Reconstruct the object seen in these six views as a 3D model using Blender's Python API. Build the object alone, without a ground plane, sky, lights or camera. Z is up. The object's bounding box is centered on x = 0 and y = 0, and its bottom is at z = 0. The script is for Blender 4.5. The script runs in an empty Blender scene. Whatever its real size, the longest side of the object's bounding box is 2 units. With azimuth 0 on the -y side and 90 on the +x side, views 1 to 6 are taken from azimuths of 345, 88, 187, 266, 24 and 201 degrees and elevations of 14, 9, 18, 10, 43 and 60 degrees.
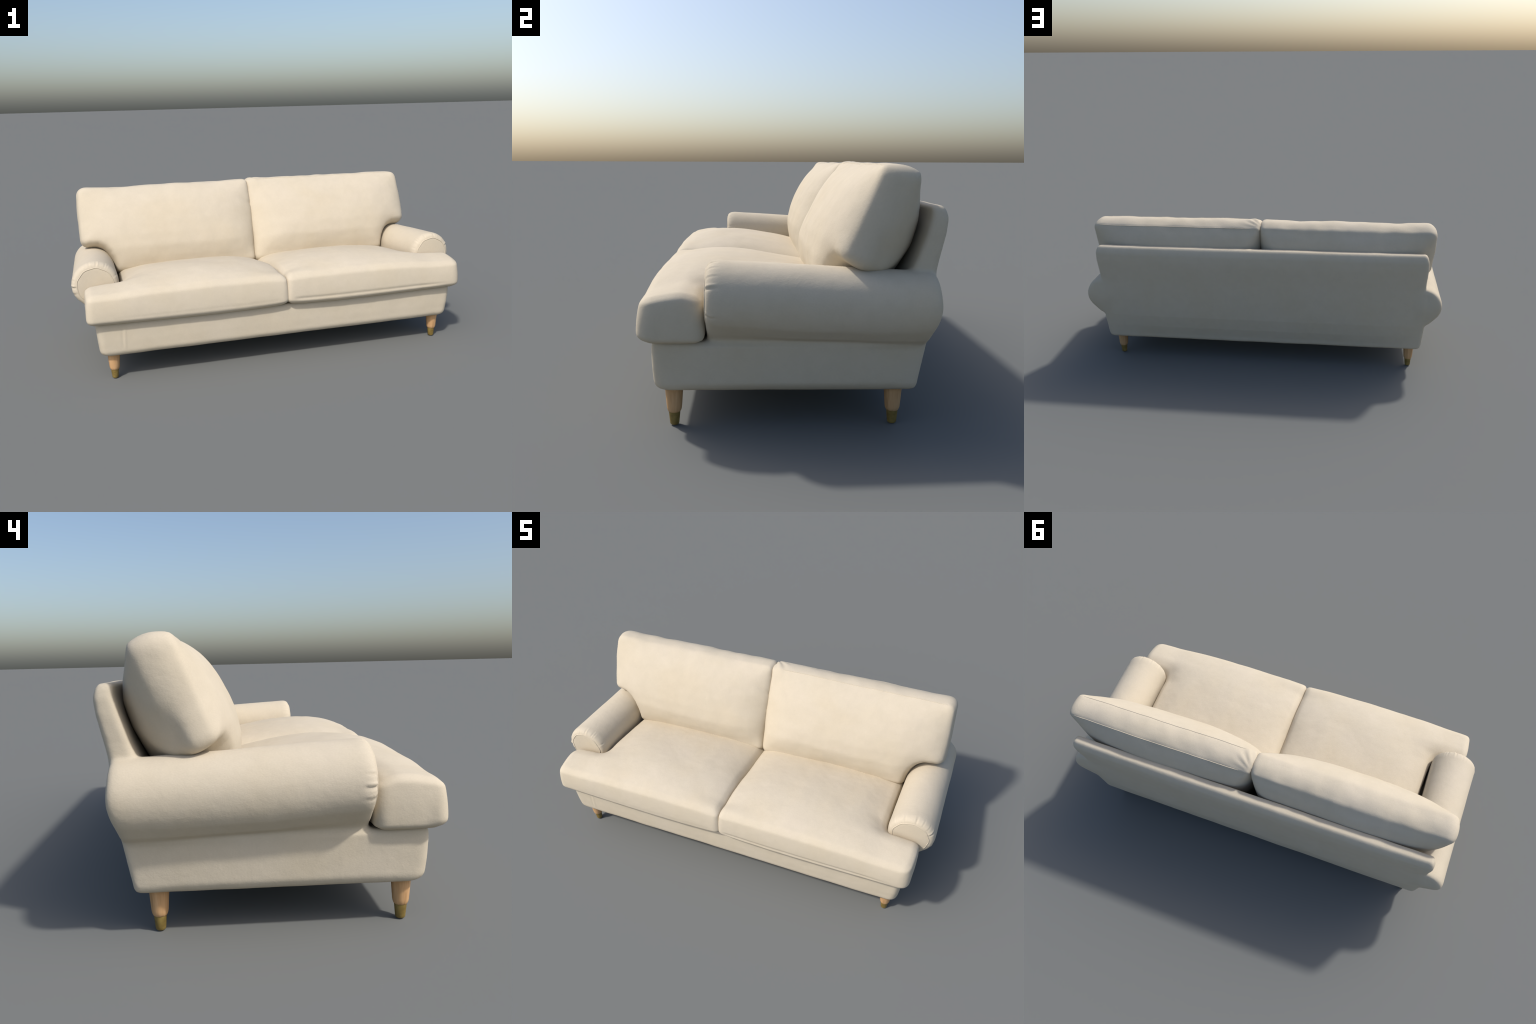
"""Cream two-seat roll-arm sofa: upholstered frame, T-shaped cushions, turned legs."""
import bpy, bmesh, math
import numpy as np
from mathutils import Vector, noise
from mathutils.geometry import delaunay_2d_cdt

SCENE = bpy.context.scene.collection


# ------------------------------------------------------------------ helpers
def interp(x, table):
    xs, ys = zip(*table)
    return np.interp(x, xs, ys)


def smoothstep(x, a, b):
    t = np.clip((np.asarray(x, float) - a) / (b - a), 0, 1)
    return t * t * (3 - 2 * t)


def bump(x, centre, width):
    return np.exp(-((np.asarray(x, float) - centre) / width) ** 2)


def wobble(co, scale, seed):
    """Smooth noise, one value per point."""
    off = Vector((seed * 7.31, seed * 3.77, seed * 1.93))
    return np.array([noise.noise(Vector(p) * scale + off) for p in co])


def new_object(name, verts, faces, material=None, smooth=True):
    me = bpy.data.meshes.new(name)
    me.from_pydata([tuple(v) for v in verts], [], [tuple(f) for f in faces])
    me.validate()
    ob = bpy.data.objects.new(name, me)
    SCENE.objects.link(ob)
    if material:
        me.materials.append(material)
    if smooth:
        me.polygons.foreach_set("use_smooth", [True] * len(me.polygons))
    return ob


def coords(me):
    co = np.empty(len(me.vertices) * 3, np.float32)
    me.vertices.foreach_get("co", co)
    return co.reshape(-1, 3).astype(float)


def normals(me):
    n = np.empty(len(me.vertices) * 3, np.float32)
    me.vertices.foreach_get("normal", n)
    return n.reshape(-1, 3).astype(float)


def set_coords(me, co):
    me.vertices.foreach_set("co", co.astype(np.float32).ravel())
    me.update()


def laplacian(me, co, rounds, factor=0.5):
    e = np.empty(len(me.edges) * 2, np.int32)
    me.edges.foreach_get("vertices", e)
    e = e.reshape(-1, 2)
    deg = np.bincount(e.ravel(), minlength=len(co))[:, None]
    for _ in range(rounds):
        acc = np.zeros_like(co)
        for k in range(3):
            acc[:, k] = (np.bincount(e[:, 0], co[e[:, 1], k], len(co))
                         + np.bincount(e[:, 1], co[e[:, 0], k], len(co)))
        co = co + factor * (acc / np.maximum(deg, 1) - co)
    return co


def loft(rings, closed_ends=True):
    """Skin a list of equally long closed rings of points."""
    n = len(rings[0])
    verts = [p for r in rings for p in r]
    faces = []
    for k in range(len(rings) - 1):
        for i in range(n):
            j = (i + 1) % n
            faces.append((k * n + i, k * n + j, (k + 1) * n + j, (k + 1) * n + i))
    if closed_ends:
        faces.append(tuple(range(n - 1, -1, -1)))
        last = (len(rings) - 1) * n
        faces.append(tuple(last + i for i in range(n)))
    return verts, faces


def tube(name, path, radius, material, closed=False, sides=8):
    path = np.array(path, float)
    n = len(path)
    rings = []
    for i in range(n):
        a = path[(i - 1) % n] if closed or i else path[0]
        b = path[(i + 1) % n] if closed or i < n - 1 else path[-1]
        t = Vector(b - a).normalized()
        u = t.orthogonal() if abs(t.y) > 0.95 else t.cross(Vector((0, 1, 0)))
        u.normalize()
        w = t.cross(u)
        fade = 1.0 if closed else min(1.0, 0.25 + min(i, n - 1 - i) / 6)
        rings.append([Vector(path[i]) + (u * math.cos(q) + w * math.sin(q)) * radius * fade
                      for q in (2 * math.pi * k / sides for k in range(sides))])
    if closed:
        rings.append(rings[0])
    v, f = loft(rings, not closed)
    return new_object(name, v, f, material)


def on_surface(ob, path):
    """Lay a path of points onto a mesh, so that a seam sits half sunk in the cloth."""
    return [tuple(ob.closest_point_on_mesh(Vector(p))[1]) for p in path]


def rounded_outline(corners, step=0.007):
    """Closed CCW outline from (x, y, radius) corners, corners as arcs, evenly sampled."""
    pts = []
    n = len(corners)
    for i in range(n):
        p0 = Vector(corners[i - 1][:2])
        p1 = Vector(corners[i][:2])
        p2 = Vector(corners[(i + 1) % n][:2])
        r = corners[i][2]
        a, b = (p0 - p1), (p2 - p1)
        cut = min(r, a.length * 0.48, b.length * 0.48)
        if cut < 1e-4:
            pts.append(p1)
            continue
        s, e = p1 + a.normalized() * cut, p1 + b.normalized() * cut
        for k in range(9):
            t = k / 8
            pts.append(s * (1 - t) ** 2 + p1 * 2 * t * (1 - t) + e * t * t)
    pts = np.array([tuple(p) for p in pts])
    loop = np.vstack([pts, pts[:1]])
    seg = np.linalg.norm(np.diff(loop, axis=0), axis=1)
    acc = np.concatenate([[0], np.cumsum(seg)])
    m = int(acc[-1] / step)
    q = np.linspace(0, acc[-1], m, endpoint=False)
    return np.stack([np.interp(q, acc, loop[:, k]) for k in (0, 1)], 1)


def distance_to_outline(p, o):
    best = np.full(len(p), 9.0)
    for i in range(len(o)):
        a, b = o[i], o[(i + 1) % len(o)]
        ab = b - a
        t = np.clip(((p - a) @ ab) / (ab @ ab), 0, 1)
        best = np.minimum(best, np.linalg.norm(p - a - t[:, None] * ab, axis=1))
    return best


def inside_outline(p, o):
    inside = np.zeros(len(p), bool)
    for i in range(len(o)):
        (x1, y1), (x2, y2) = o[i], o[(i + 1) % len(o)]
        c = (y1 > p[:, 1]) != (y2 > p[:, 1])
        with np.errstate(divide="ignore", invalid="ignore"):
            xx = (x2 - x1) * (p[:, 1] - y1) / (y2 - y1) + x1
        inside ^= c & (p[:, 0] < xx)
    return inside


def pillow(outline, face_a, face_b, belly, rows=14, step=0.008):
    """Box cushion: two padded faces over one outline, joined by a border strip.
    face_a / face_b give the height of a face from (s, t, distance to the seam);
    belly gives how far the border swells outwards at (s, t, fraction)."""
    lo, hi = outline.min(0), outline.max(0)
    gx, gy = np.meshgrid(np.arange(lo[0], hi[0], step), np.arange(lo[1], hi[1], step * 0.87))
    gx[1::2] += step / 2
    grid = np.stack([gx.ravel(), gy.ravel()], 1)
    grid = grid[inside_outline(grid, outline)]
    grid = grid[distance_to_outline(grid, outline) > step * 0.6]
    n = len(outline)
    allp = np.vstack([outline, grid])
    vs, _, fs, *_ = delaunay_2d_cdt([Vector(p) for p in allp], [], [list(range(n))], 1, 1e-7)
    flat = np.array([tuple(v) for v in vs])
    d = distance_to_outline(flat, outline)
    d[:n] = 0
    za, zb = face_a(flat[:, 0], flat[:, 1], d), face_b(flat[:, 0], flat[:, 1], d)
    m = len(flat)
    verts = [np.column_stack([flat, za]), np.column_stack([flat, zb])]
    faces = [tuple(f) for f in fs] + [tuple(m + i for i in reversed(f)) for f in fs]
    tang = np.roll(outline, -1, 0) - np.roll(outline, 1, 0)
    out = np.column_stack([tang[:, 1], -tang[:, 0]])
    out /= np.linalg.norm(out, axis=1)[:, None]
    ids = [list(range(n))]
    base = 2 * m
    for r in range(1, rows):
        f = r / rows
        bl = belly(outline[:, 0], outline[:, 1], f)
        verts.append(np.column_stack([outline + out * bl[:, None], za[:n] * (1 - f) + zb[:n] * f]))
        ids.append(list(range(base, base + n)))
        base += n
    ids.append(list(range(m, m + n)))
    for r in range(rows):
        for i in range(n):
            j = (i + 1) % n
            faces.append((ids[r][i], ids[r + 1][i], ids[r + 1][j], ids[r][j]))
    return np.vstack(verts), faces, np.column_stack([outline, za[:n]]), np.column_stack([outline, zb[:n]])


# ---------------------------------------------------------------- materials
def shader(name):
    mat = bpy.data.materials.new(name)
    mat.use_nodes = True
    nt = mat.node_tree
    bsdf = nt.nodes["Principled BSDF"]
    coord = nt.nodes.new("ShaderNodeTexCoord")
    return mat, nt, bsdf, coord


def add_noise(nt, coord, scale, detail=3.0, stretch=(1, 1, 1), rough=0.5):
    mp = nt.nodes.new("ShaderNodeMapping")
    mp.inputs["Scale"].default_value = stretch
    nt.links.new(coord.outputs["Object"], mp.inputs["Vector"])
    nz = nt.nodes.new("ShaderNodeTexNoise")
    nz.inputs["Scale"].default_value = scale
    nz.inputs["Detail"].default_value = detail
    nz.inputs["Roughness"].default_value = rough
    nt.links.new(mp.outputs["Vector"], nz.inputs["Vector"])
    return nz.outputs["Fac"]


def add_ramp(nt, fac, stops):
    ramp = nt.nodes.new("ShaderNodeValToRGB")
    el = ramp.color_ramp.elements
    while len(el) < len(stops):
        el.new(0.5)
    for e, (pos, col) in zip(el, stops):
        e.position = pos
        e.color = (*col, 1)
    nt.links.new(fac, ramp.inputs["Fac"])
    return ramp.outputs["Color"]


def add_mix(nt, a, b, fac, mode="MIX"):
    mx = nt.nodes.new("ShaderNodeMix")
    mx.data_type = "RGBA"
    mx.blend_type = mode
    for sock, val in ((mx.inputs[0], fac), (mx.inputs[6], a), (mx.inputs[7], b)):
        if isinstance(val, (int, float)):
            sock.default_value = val
        elif isinstance(val, tuple):
            sock.default_value = (*val, 1)
        else:
            nt.links.new(val, sock)
    return mx.outputs[2]


def add_bump(nt, height, bsdf, strength, distance, previous=None):
    b = nt.nodes.new("ShaderNodeBump")
    b.inputs["Strength"].default_value = strength
    b.inputs["Distance"].default_value = distance
    nt.links.new(height, b.inputs["Height"])
    if previous:
        nt.links.new(previous.outputs["Normal"], b.inputs["Normal"])
    nt.links.new(b.outputs["Normal"], bsdf.inputs["Normal"])
    return b


CREAM = (0.545, 0.480, 0.373)


def fabric_material(name, tint):
    mat, nt, bsdf, coord = shader(name)
    r, g, b = tint
    patches = add_noise(nt, coord, 4.5, 3.0)
    col = add_ramp(nt, patches, [(0.32, (r * 0.995, g * 0.985, b * 0.965)), (0.5, tint),
                                 (0.68, (r * 1.005, g * 1.006, b * 1.02))])
    mottle = add_noise(nt, coord, 26.0, 4.0, rough=0.6)
    col = add_mix(nt, col, add_ramp(nt, mottle, [(0.3, (0.95, 0.948, 0.94)), (0.62, (1.03, 1.03, 1.03))]), 0.4, "MULTIPLY")
    weave = add_noise(nt, coord, 190.0, 2.0, (1, 1.0, 2.6))
    col = add_mix(nt, col, add_ramp(nt, weave, [(0.3, (0.93, 0.925, 0.915)), (0.7, (1.03, 1.03, 1.03))]), 0.45, "MULTIPLY")
    nt.links.new(col, bsdf.inputs["Base Color"])
    bsdf.inputs["Roughness"].default_value = 0.92
    bsdf.inputs["Specular IOR Level"].default_value = 0.18
    lumps = add_bump(nt, add_noise(nt, coord, 38.0, 4.0, rough=0.55), bsdf, 0.16, 0.006)
    add_bump(nt, weave, bsdf, 0.18, 0.0015, lumps)
    return mat


def wood_material():
    mat, nt, bsdf, coord = shader("light_wood")
    grain = add_noise(nt, coord, 60.0, 4.0, (1.6, 1.6, 0.12), 0.6)
    col = add_ramp(nt, grain, [(0.3, (0.40, 0.225, 0.10)), (0.5, (0.53, 0.315, 0.15)), (0.72, (0.60, 0.375, 0.195))])
    nt.links.new(col, bsdf.inputs["Base Color"])
    bsdf.inputs["Roughness"].default_value = 0.62
    bsdf.inputs["Specular IOR Level"].default_value = 0.3
    add_bump(nt, grain, bsdf, 0.2, 0.001)
    return mat


def brass_material():
    mat, nt, bsdf, coord = shader("aged_brass")
    stain = add_noise(nt, coord, 45.0, 3.0)
    col = add_ramp(nt, stain, [(0.3, (0.165, 0.11, 0.025)), (0.7, (0.28, 0.20, 0.055))])
    nt.links.new(col, bsdf.inputs["Base Color"])
    bsdf.inputs["Roughness"].default_value = 0.5
    bsdf.inputs["Metallic"].default_value = 0.15
    return mat


FABRIC = fabric_material("cream_linen", CREAM)
WOOD = wood_material()
BRASS = brass_material()

sofa = bpy.data.objects.new("sofa", None)
sofa.empty_display_size = 0.2
SCENE.objects.link(sofa)
sofa["label"] = "cream two-seat roll-arm sofa with short tapered wooden legs"
sofa["category"] = "sofa"


def adopt(ob, parent=None):
    ob.parent = parent or sofa
    return ob


# --------------------------------------------------- upholstered frame solids
REAR = [(0.13, 0.394), (0.28, 0.416), (0.50, 0.439), (0.62, 0.466), (0.66, 0.471), (0.70, 0.470)]


def rear_y(z):
    return interp(z, REAR)


def ring_at(half_x, y0, y1, r, z, n=6, r_rear=None):
    """Rounded rectangle ring with a fixed number of points."""
    pts = []
    b = r_rear or r
    for cx, cy, a0, q in ((half_x - b, y1 - b, 0, b), (-half_x + b, y1 - b, 90, b), (-half_x + r, y0 + r, 180, r), (half_x - r, y0 + r, 270, r)):
        for k in range(n + 1):
            a = math.radians(a0 + 90 * k / n)
            pts.append(Vector((cx + q * math.cos(a), cy + q * math.sin(a), z)))
    return pts


def base_solid():
    rings = []
    for z, hx, front, r in ((0.121, 0.864, -0.390, 0.03), (0.125, 0.879, -0.404, 0.036), (0.132, 0.889, -0.415, 0.038),
                            (0.145, 0.894, -0.421, 0.036), (0.20, 0.899, -0.424, 0.03), (0.25, 0.903, -0.424, 0.026),
                            (0.278, 0.905, -0.421, 0.024), (0.287, 0.901, -0.416, 0.022)):
        back = float(rear_y(z)) - (0.018 if z < 0.123 else 0.007 if z < 0.128 else 0)
        rings.append(ring_at(hx, front, back, r, z, r_rear=0.014))
    return loft(rings)


def back_solid():
    rings = []
    for z, hx, thick, r in ((0.24, 0.893, 0.16, 0.02), (0.30, 0.90, 0.13, 0.02), (0.50, 0.899, 0.074, 0.02), (0.54, 0.899, 0.066, 0.018),
                            (0.62, 0.903, 0.058, 0.017), (0.66, 0.901, 0.052, 0.017), (0.680, 0.896, 0.046, 0.015),
                            (0.691, 0.890, 0.042, 0.012), (0.697, 0.882, 0.032, 0.008)):
        y1 = float(rear_y(z)) - (0.004 if z > 0.675 else 0) - (0.006 if z > 0.685 else 0) - (0.005 if z > 0.692 else 0)
        rings.append(ring_at(hx, y1 - thick, y1, r, z))
    return loft(rings)


ARM_FRONT, ARM_REAR = -0.252, 0.43


def arm_section(w):
    """Centre x, centre z and radius of the arm roll; w = 0 front, 1 rear."""
    return 0.888 - 0.002 * w, 0.4255 - 0.027 * w, 0.1105 - 0.0075 * w


def arm_profile(w, inset=0.0, n=40):
    cx, cz, r = arm_section(w)
    r -= inset
    neck_z = 0.305 - 0.022 * w
    full = float(smoothstep(w, 0.05, 0.4) * (1 - 0.5 * smoothstep(w, 0.8, 1.0)))     # the roll sags behind its front end
    pts = []
    for k in range(n + 1):                       # roll, from underside outwards and over to the inside
        a = math.radians(-40 + (180 + 40) * k / n)
        sag = 1 + (0.13 * full if a < 0 else 0)
        pts.append((cx + r * math.cos(a), cz + r * math.sin(a) * sag))
    pts.append((cx - r, 0.32))
    pts.append((cx - r, 0.22))
    pts.append((0.890 - inset, 0.22))
    pts.append((0.902 - inset, neck_z - 0.022))
    pts.append((0.912 - inset, neck_z - 0.004))
    pts.append((0.934 - inset, neck_z + 0.014 - 0.006 * full))
    return pts


def arm_solid(side):
    rings = []
    for y, inset in ((-0.254, 0.032), (-0.253, 0.024), (-0.249, 0.013), (-0.242, 0.006), (-0.230, 0.0015), (-0.215, 0.0)):
        rings.append([Vector((x, y, z)) for x, z in arm_profile(0, inset)])
    for k in range(1, 15):
        w = k / 15
        rings.append([Vector((x, -0.215 + (0.37 + 0.215) * w, z)) for x, z in arm_profile(w)])
    for gap, inset in ((0.030, 0.0), (0.014, 0.003), (0.004, 0.010), (0.0, 0.022)):
        rings.append([Vector((x, float(rear_y(z)) - gap, z)) for x, z in arm_profile(1, inset)])
    v, f = loft(rings)
    if side < 0:
        v = [Vector((-p.x, p.y, p.z)) for p in v]
        f = [tuple(reversed(q)) for q in f]
    return v, f


def frame_body():
    verts, faces = [], []
    for v, f in (base_solid(), back_solid(), arm_solid(1), arm_solid(-1)):
        k = len(verts)
        verts += v
        faces += [tuple(k + i for i in q) for q in f]
    ob = new_object("frame_helper", verts, faces)
    bm = bmesh.new()
    bm.from_mesh(ob.data)
    bmesh.ops.recalc_face_normals(bm, faces=bm.faces)
    bm.to_mesh(ob.data)
    bm.free()
    md = ob.modifiers.new("remesh", "REMESH")
    md.mode = "VOXEL"
    md.voxel_size = 0.0052
    me = bpy.data.meshes.new_from_object(ob.evaluated_get(bpy.context.evaluated_depsgraph_get()))
    bpy.data.objects.remove(ob)
    return me


def shape_frame(me):
    co = laplacian(me, coords(me), 5)
    # stretched upholstery bows outwards between the corners
    x, y, z = co.T
    flat = np.clip(1 - np.abs(x / 0.905) ** 6, 0, 1)
    amount = interp(z, [(0.12, 0.0), (0.16, 0.003), (0.21, 0.012), (0.28, 0.018), (0.50, 0.021), (0.60, 0.015), (0.67, 0.008), (0.70, 0.005)])
    co[:, 1] += amount * flat * smoothstep(y - rear_y(z), -0.05, -0.02)
    co[:, 1] += 0.014 * smoothstep(np.abs(x), 0.82, 0.90) * bump(z, 0.39, 0.075) * smoothstep(y - rear_y(z), -0.06, -0.015)
    low = smoothstep(z, 0.295, 0.27) * smoothstep(z, 0.12, 0.16)
    co[:, 1] -= 0.005 * flat * low * smoothstep(y, -0.37, -0.41)
    side_flat = np.clip(1 - np.abs(y / 0.40) ** 3, 0, 1)
    co[:, 0] += low * side_flat * (0.013 * smoothstep(x, 0.84, 0.88) - 0.008 * smoothstep(-x, 0.84, 0.88))
    set_coords(me, co)
    nrm = normals(me)
    push = 0.0016 * wobble(co, 6.0, 1) + 0.0005 * wobble(co, 17.0, 2)
    # gathers where the arm cover is drawn in around its front disc
    for side in (1, -1):
        cx, cz, r = arm_section(0)
        dx, dz = co[:, 0] * side - cx, co[:, 2] - cz
        rad, ang = np.hypot(dx, dz), np.arctan2(dz, dx)
        ring = bump(rad, r - 0.008, 0.014) * smoothstep(co[:, 1], -0.205, -0.235) * (co[:, 0] * side > 0.7)
        rng = np.random.default_rng(40 + side)
        k = np.zeros(len(co))
        for q in np.sort(rng.uniform(-0.9, 3.0, 15)):
            size = rng.uniform(0.3, 1.0)
            k += size * (0.7 * bump(ang, q + 0.045, 0.035) - bump(ang, q, 0.03))
        push += ring * 0.0036 * k
    # upholstery fold near the corner of the front rail
    front = co[:, 1] < -0.40
    push += front * 0.0016 * bump(co[:, 0], -0.779, 0.005) * smoothstep(co[:, 2], 0.15, 0.18) * smoothstep(co[:, 2], 0.275, 0.25)
    push -= front * 0.0012 * bump(co[:, 0], -0.788, 0.005) * smoothstep(co[:, 2], 0.15, 0.18) * smoothstep(co[:, 2], 0.275, 0.25)
    set_coords(me, co + nrm * push[:, None])


def split_frame(me):
    """Cut the one smooth surface into named parts that keep its normals."""
    co, nrm = coords(me), normals(me)
    groups = {"seat_base": [], "backrest": [], "arm": [], "arm.001": []}
    for p in me.polygons:
        vs = tuple(p.vertices)
        x, y, z = co[list(vs)].mean(0)
        neck = 0.296 - 0.03 * (y + 0.25)
        behind = y > rear_y(z) - 0.012
        if abs(x) > 0.774 and z > neck and y < rear_y(z) - 0.03 and z < 0.56 and not (z > 0.40 and abs(x) < 0.9 and y > rear_y(z) - 0.1 and z > 0.515):
            groups["arm" if x > 0 else "arm.001"].append(vs)
        elif y > 0.2 and z > 0.285:
            groups["backrest"].append(vs)
        else:
            groups["seat_base"].append(vs)
    for name, fs in groups.items():
        used = sorted({i for f in fs for i in f})
        new = {o: k for k, o in enumerate(used)}
        ob = new_object(name, co[used], [[new[i] for i in f] for f in fs], FABRIC)
        ob.data.normals_split_custom_set_from_vertices([tuple(nrm[i]) for i in used])
        adopt(ob)


body = frame_body()
shape_frame(body)
split_frame(body)
bpy.data.meshes.remove(body)

# piping around the front disc of each arm
for side, name in ((1, "arm"), (-1, "arm.001")):
    cx, cz, r = arm_section(0)
    path = []
    for k in range(61):
        a = math.radians(-60 + 265 * k / 60)
        rr = r - 0.0265 + 0.0012 * math.sin(9 * a + side)
        path.append((side * (cx + rr * math.cos(a)), -0.2518, cz + rr * math.sin(a)))
    arm = bpy.data.objects[name]
    adopt(tube("piping", on_surface(arm, path), 0.0024, FABRIC), arm)

# ------------------------------------------------------------- back cushions
TILT = math.radians(20.5)
UP = np.array([0, math.sin(TILT), math.cos(TILT)])
AFT = np.array([0, math.cos(TILT), -math.sin(TILT)])
ANCHOR = np.array([0, 0.209, 0.5256])


def smooth_curve(x, table):
    """Smooth interpolation through a few (position, height) pairs."""
    fine = np.linspace(table[0][0], table[-1][0], 400)
    y = interp(fine, table)
    k = np.hanning(41)
    y = np.convolve(np.pad(y, 20, mode="edge"), k / k.sum(), mode="valid")
    return np.interp(x, fine, y)


def hump(u, p, q):
    return np.clip(1 - np.abs(u) ** p, 0, 1) ** q


def back_cushion(side):
    corners = [(0.004, -0.165, 0.03), (0.40, -0.168, 0.1), (0.764, -0.160, 0.02), (0.776, -0.10, 0.05), (0.800, -0.045, 0.05), (0.845, -0.008, 0.05),
               (0.934, -0.002, 0.03), (0.940, 0.13, 0.1), (0.932, 0.302, 0.04), (0.46, 0.302, 0.2), (0.003, 0.305, 0.022), (-0.002, 0.12, 0.1)]
    outline = rounded_outline(corners)

    def front(s, t, d):
        v = np.clip((s - 0.465) / 0.468, -1, 1)
        prof = smooth_curve(t, [(-0.165, 0.012), (-0.13, 0.028), (-0.10, 0.045), (-0.045, 0.068), (0.02, 0.077), (0.08, 0.075), (0.14, 0.068), (0.19, 0.058),
                                (0.235, 0.043), (0.27, 0.027), (0.29, 0.012), (0.30, 0.0)])
        inner = hump(v, 2.8, 0.65) + (hump(v, 5.0, 0.6) - hump(v, 2.8, 0.65)) * smoothstep(t, 0.08, -0.08)
        h = prof * np.where(v < 0, inner, hump(v, 2.6, 0.7))
        edge = 1 - np.exp(-d / 0.03)
        return -0.053 - h * (0.3 + 0.7 * edge) * (d > 0) - 0.006 * smoothstep(d, 0, 0.015)

    def rear(s, t, d):
        v = np.clip((s - 0.465) / 0.468, -1, 1)
        prof = smooth_curve(t, [(-0.165, 0.0), (-0.08, 0.06), (0.0, 0.10), (0.10, 0.114), (0.18, 0.103), (0.23, 0.080), (0.27, 0.048), (0.30, 0.006)])
        across = np.where(v < 0, hump(v, 9.0, 0.5), hump(v, 3.0, 0.6))
        return 0.053 + prof * across * (1 - 0.5 * np.exp(-d / 0.03)) + 0.006 * smoothstep(d, 0, 0.02)

    def belly(s, t, f):
        return np.full(len(s), 0.012 * math.sin(math.pi * f))

    v, f, seam_a, seam_b = pillow(outline, front, rear, belly)

    def place(p):
        p = np.array(p, float)
        s, t, n = p.T.copy()
        # the top border leans aft, the rear outline narrows towards the arm
        p[:, 1] += np.clip(n / 0.053, -1, 1) * 0.007 * smoothstep(t, 0.2, 0.3)
        p[:, 2] += 0.007 * smoothstep(t, 0.08, 0.3)
        p[:, 1] += 0.003 * smoothstep(t, 0.1, 0.3)
        p[:, 0] += smoothstep(n, 0, 0.05) * smoothstep(s, 0.75, 0.93) * (0.006 * smoothstep(t, 0.1, 0.25) - 0.020 * smoothstep(t, 0.15, 0.0))
        q = ANCHOR + p[:, 1:2] * UP + p[:, 2:3] * AFT
        q[:, 0] = p[:, 0] * side
        return q

    co = place(v)
    if side < 0:
        f = [tuple(reversed(q)) for q in f]
    ob = new_object("back_cushion", co, f, FABRIC)
    me = ob.data
    co = laplacian(me, coords(me), 2)
    set_coords(me, co)
    nrm = normals(me)
    push = 0.006 * wobble(co, 4.0, 5 + side) + 0.0022 * wobble(co, 11.0, 8 + side) + 0.0004 * wobble(co, 30.0, 9 + side)
    # creases drawn towards the inner top corner
    x, t = co[:, 0] * side, (co - ANCHOR) @ UP
    n = (co - ANCHOR) @ AFT
    push += 0.0035 * wobble(co, 13.0, 21 + side) * smoothstep(t, 0.26, 0.295)
    if side > 0:
        fan = np.arctan2(n - 0.06, x + 0.02)
        push += 0.0032 * np.sin(fan * 17) * bump(x, 0.02, 0.06) * smoothstep(t, 0.25, 0.29) * bump(n, 0.0, 0.06)
    else:
        push -= 0.005 * bump(t - 0.17 - (x - 0.02) * 0.6, 0, 0.012) * bump(x, 0.0, 0.07) * (n < 0)
    set_coords(me, co + nrm * push[:, None])
    adopt(ob)
    return ob, place, seam_a, seam_b


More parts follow.
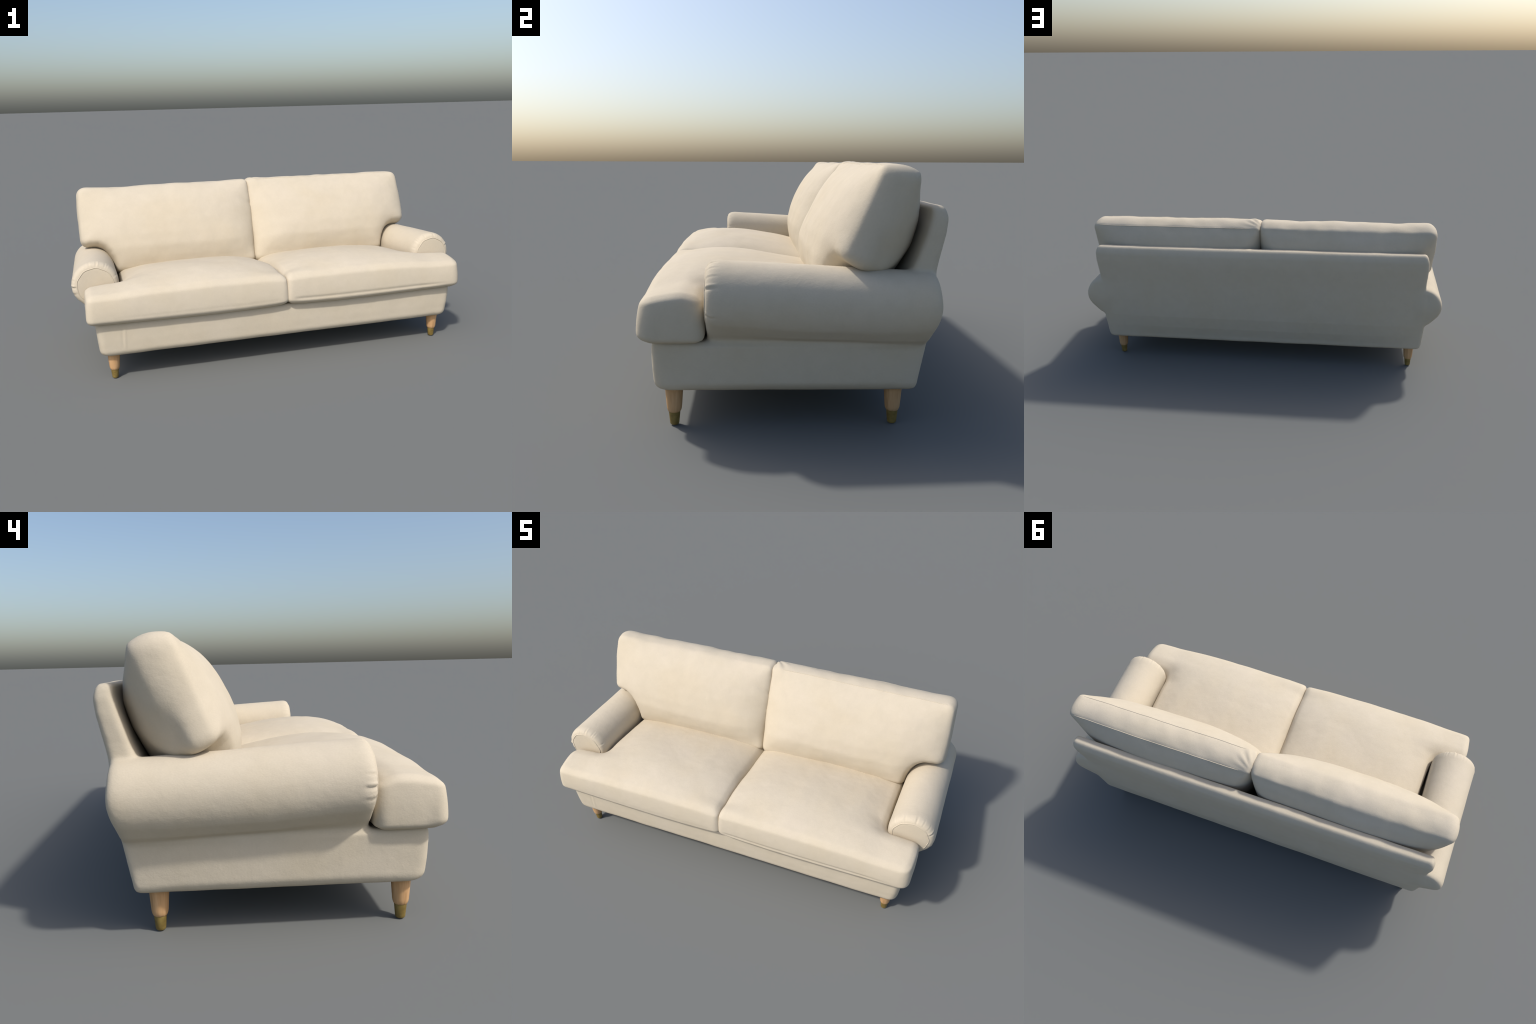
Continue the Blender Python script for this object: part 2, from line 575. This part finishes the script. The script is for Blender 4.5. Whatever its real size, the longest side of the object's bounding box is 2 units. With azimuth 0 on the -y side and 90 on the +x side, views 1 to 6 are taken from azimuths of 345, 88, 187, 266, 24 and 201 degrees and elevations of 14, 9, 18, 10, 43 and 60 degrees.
# ------------------------------------------------------------- seat cushions
def seat_cushion(side):
    corners = [(0.003, -0.455, 0.02), (0.47, -0.459, 0.2), (0.932, -0.453, 0.05 if side > 0 else 0.025), (0.939, -0.36, 0.05), (0.936, -0.260, 0.04),
               (0.86, -0.262, 0.05), (0.785, -0.255, 0.04), (0.768, -0.20, 0.05), (0.764 if side > 0 else 0.755, 0.0, 0.1), (0.765, 0.30, 0.03), (0.003, 0.30, 0.03), (0.001, 0.0, 0.1)]
    outline = rounded_outline(corners)

    def top(s, y, d):
        ridge = smooth_curve(y, [(-0.47, 0.434), (-0.43, 0.450), (-0.38, 0.468), (-0.32, 0.479), (-0.27, 0.485), (-0.20, 0.484), (-0.12, 0.475),
                                 (-0.05, 0.462), (0.03, 0.445), (0.10, 0.428), (0.20, 0.405), (0.30, 0.392)])
        drop = smooth_curve(s, [(-0.02, 0.056), (0.0, 0.046), (0.05, 0.030), (0.10, 0.019), (0.20, 0.007), (0.35, 0.0), (0.50, 0.004), (0.60, 0.013),
                                (0.70, 0.030), (0.77, 0.048), (0.90, 0.062), (0.96, 0.072)])
        drop = drop * (1 - 0.42 * smoothstep(y, -0.24, -0.34) * smoothstep(s, 0.4, 0.7) - 0.55 * smoothstep(y, -0.36, -0.43) * smoothstep(s, 0.25, 0.1))
        z = ridge - drop * np.clip((ridge - 0.385) / 0.10, 0.25, 1)
        z = z - smoothstep(y, -0.30, -0.05) * (0.024 * np.exp(-np.clip(s, 0, 1) / 0.05)) - smoothstep(y, -0.25, -0.19) * 0.013 * smoothstep(s, 0.62, 0.76)
        lip = 0.012 * (1 - smoothstep(d, 0, 0.022))
        # the corner that folds round the arm is drawn in
        tuck = 0.014 * np.exp(-(((s - 0.775) / 0.05) ** 2 + ((y + 0.24) / 0.04) ** 2))
        return z - lip - tuck

    def under(s, y, d):
        rim = 0.296 + 0.008 * np.exp(-np.clip(s, 0, 1) / 0.05) - 0.004 * bump(s, 0.35, 0.3)
        return rim - 0.012 * smoothstep(d, 0, 0.025)

    def belly(s, y, f):
        face = bump(y, -0.45, 0.03)
        # lower front seam, tight on one cushion and slack on the other
        crease = (0.0065 if side > 0 else 0.0015) * face * bump(f, 0.80, 0.035) * smoothstep(s, 0.02, 0.06) * smoothstep(s, 0.90, 0.70)
        return (0.006 - 0.001 * face) * math.sin(math.pi * f) ** 0.7 * np.ones(len(s)) + 0.012 * f * face * (1 - 0.75 * smoothstep(f, 0.85, 1.0)) - crease

    v, f, seam_a, seam_b = pillow(outline, top, under, belly, rows=24)
    co = v.copy()
    co[:, 0] *= side
    if side < 0:
        f = [tuple(reversed(q)) for q in f]
    # the lower front seam stands a little further out than the upper one
    ob = new_object("seat_cushion", co, f, FABRIC)
    me = ob.data
    co = laplacian(me, coords(me), 2)
    set_coords(me, co)
    nrm = normals(me)
    up = np.clip(nrm[:, 2], 0, 1)
    push = (0.004 * wobble(co, 4.5, 12 + side) + 0.0016 * wobble(co, 12.0, 14 + side) + 0.0005 * wobble(co, 34.0, 15 + side)) * (0.4 + 0.6 * up)
    set_coords(me, co + nrm * push[:, None])
    adopt(ob)
    return ob, seam_a, seam_b


for side in (1, -1):
    ob, place, seam_a, seam_b = back_cushion(side)
    if side > 0:
        for seam in (seam_a, seam_b):
            row = seam[(seam[:, 1] > 0.285) & (seam[:, 0] > 0.05) & (seam[:, 0] < 0.90)]
            row = row[np.argsort(row[:, 0])]
            adopt(tube("welt", on_surface(ob, place(row)), 0.0020, FABRIC), ob)
    ob, seam_a, seam_b = seat_cushion(side)

# ---------------------------------------------------------------------- legs
WOOD_PROFILE = [(0.0, 0.043), (0.0185, 0.043), (0.0205, 0.045), (0.0228, 0.051), (0.0240, 0.058), (0.0262, 0.085), (0.0280, 0.110),
                (0.0285, 0.116), (0.0312, 0.121), (0.0325, 0.126), (0.0325, 0.137), (0.0, 0.137)]
BRASS_PROFILE = [(0.0, 0.0), (0.0120, 0.0), (0.0145, 0.003), (0.0153, 0.010), (0.0182, 0.040), (0.0182, 0.0435), (0.0, 0.0435)]


def turned(name, profile, material, sides=20):
    rings = [[Vector((max(r, 1e-4) * math.cos(2 * math.pi * k / sides), max(r, 1e-4) * math.sin(2 * math.pi * k / sides), z))
              for k in range(sides)] for r, z in profile]
    v, f = loft(rings)
    ob = new_object(name, v, f, material)
    ob.data.set_sharp_from_angle(angle=math.radians(40))
    return ob


leg0 = turned("leg", WOOD_PROFILE, WOOD)
cap0 = turned("foot_cap", BRASS_PROFILE, BRASS)
first = True
for x, y in ((-0.834, -0.362), (0.838, -0.362), (-0.834, 0.332), (0.838, 0.332)):
    leg, cap = (leg0, cap0) if first else (leg0.copy(), cap0.copy())
    if not first:
        SCENE.objects.link(leg)
        SCENE.objects.link(cap)
    first = False
    leg.location = (x, y, 0)
    leg.rotation_euler = (0, 0, 0.7 * x + y)
    adopt(leg)
    cap.parent = leg
    cap.location = (0, 0, 0)
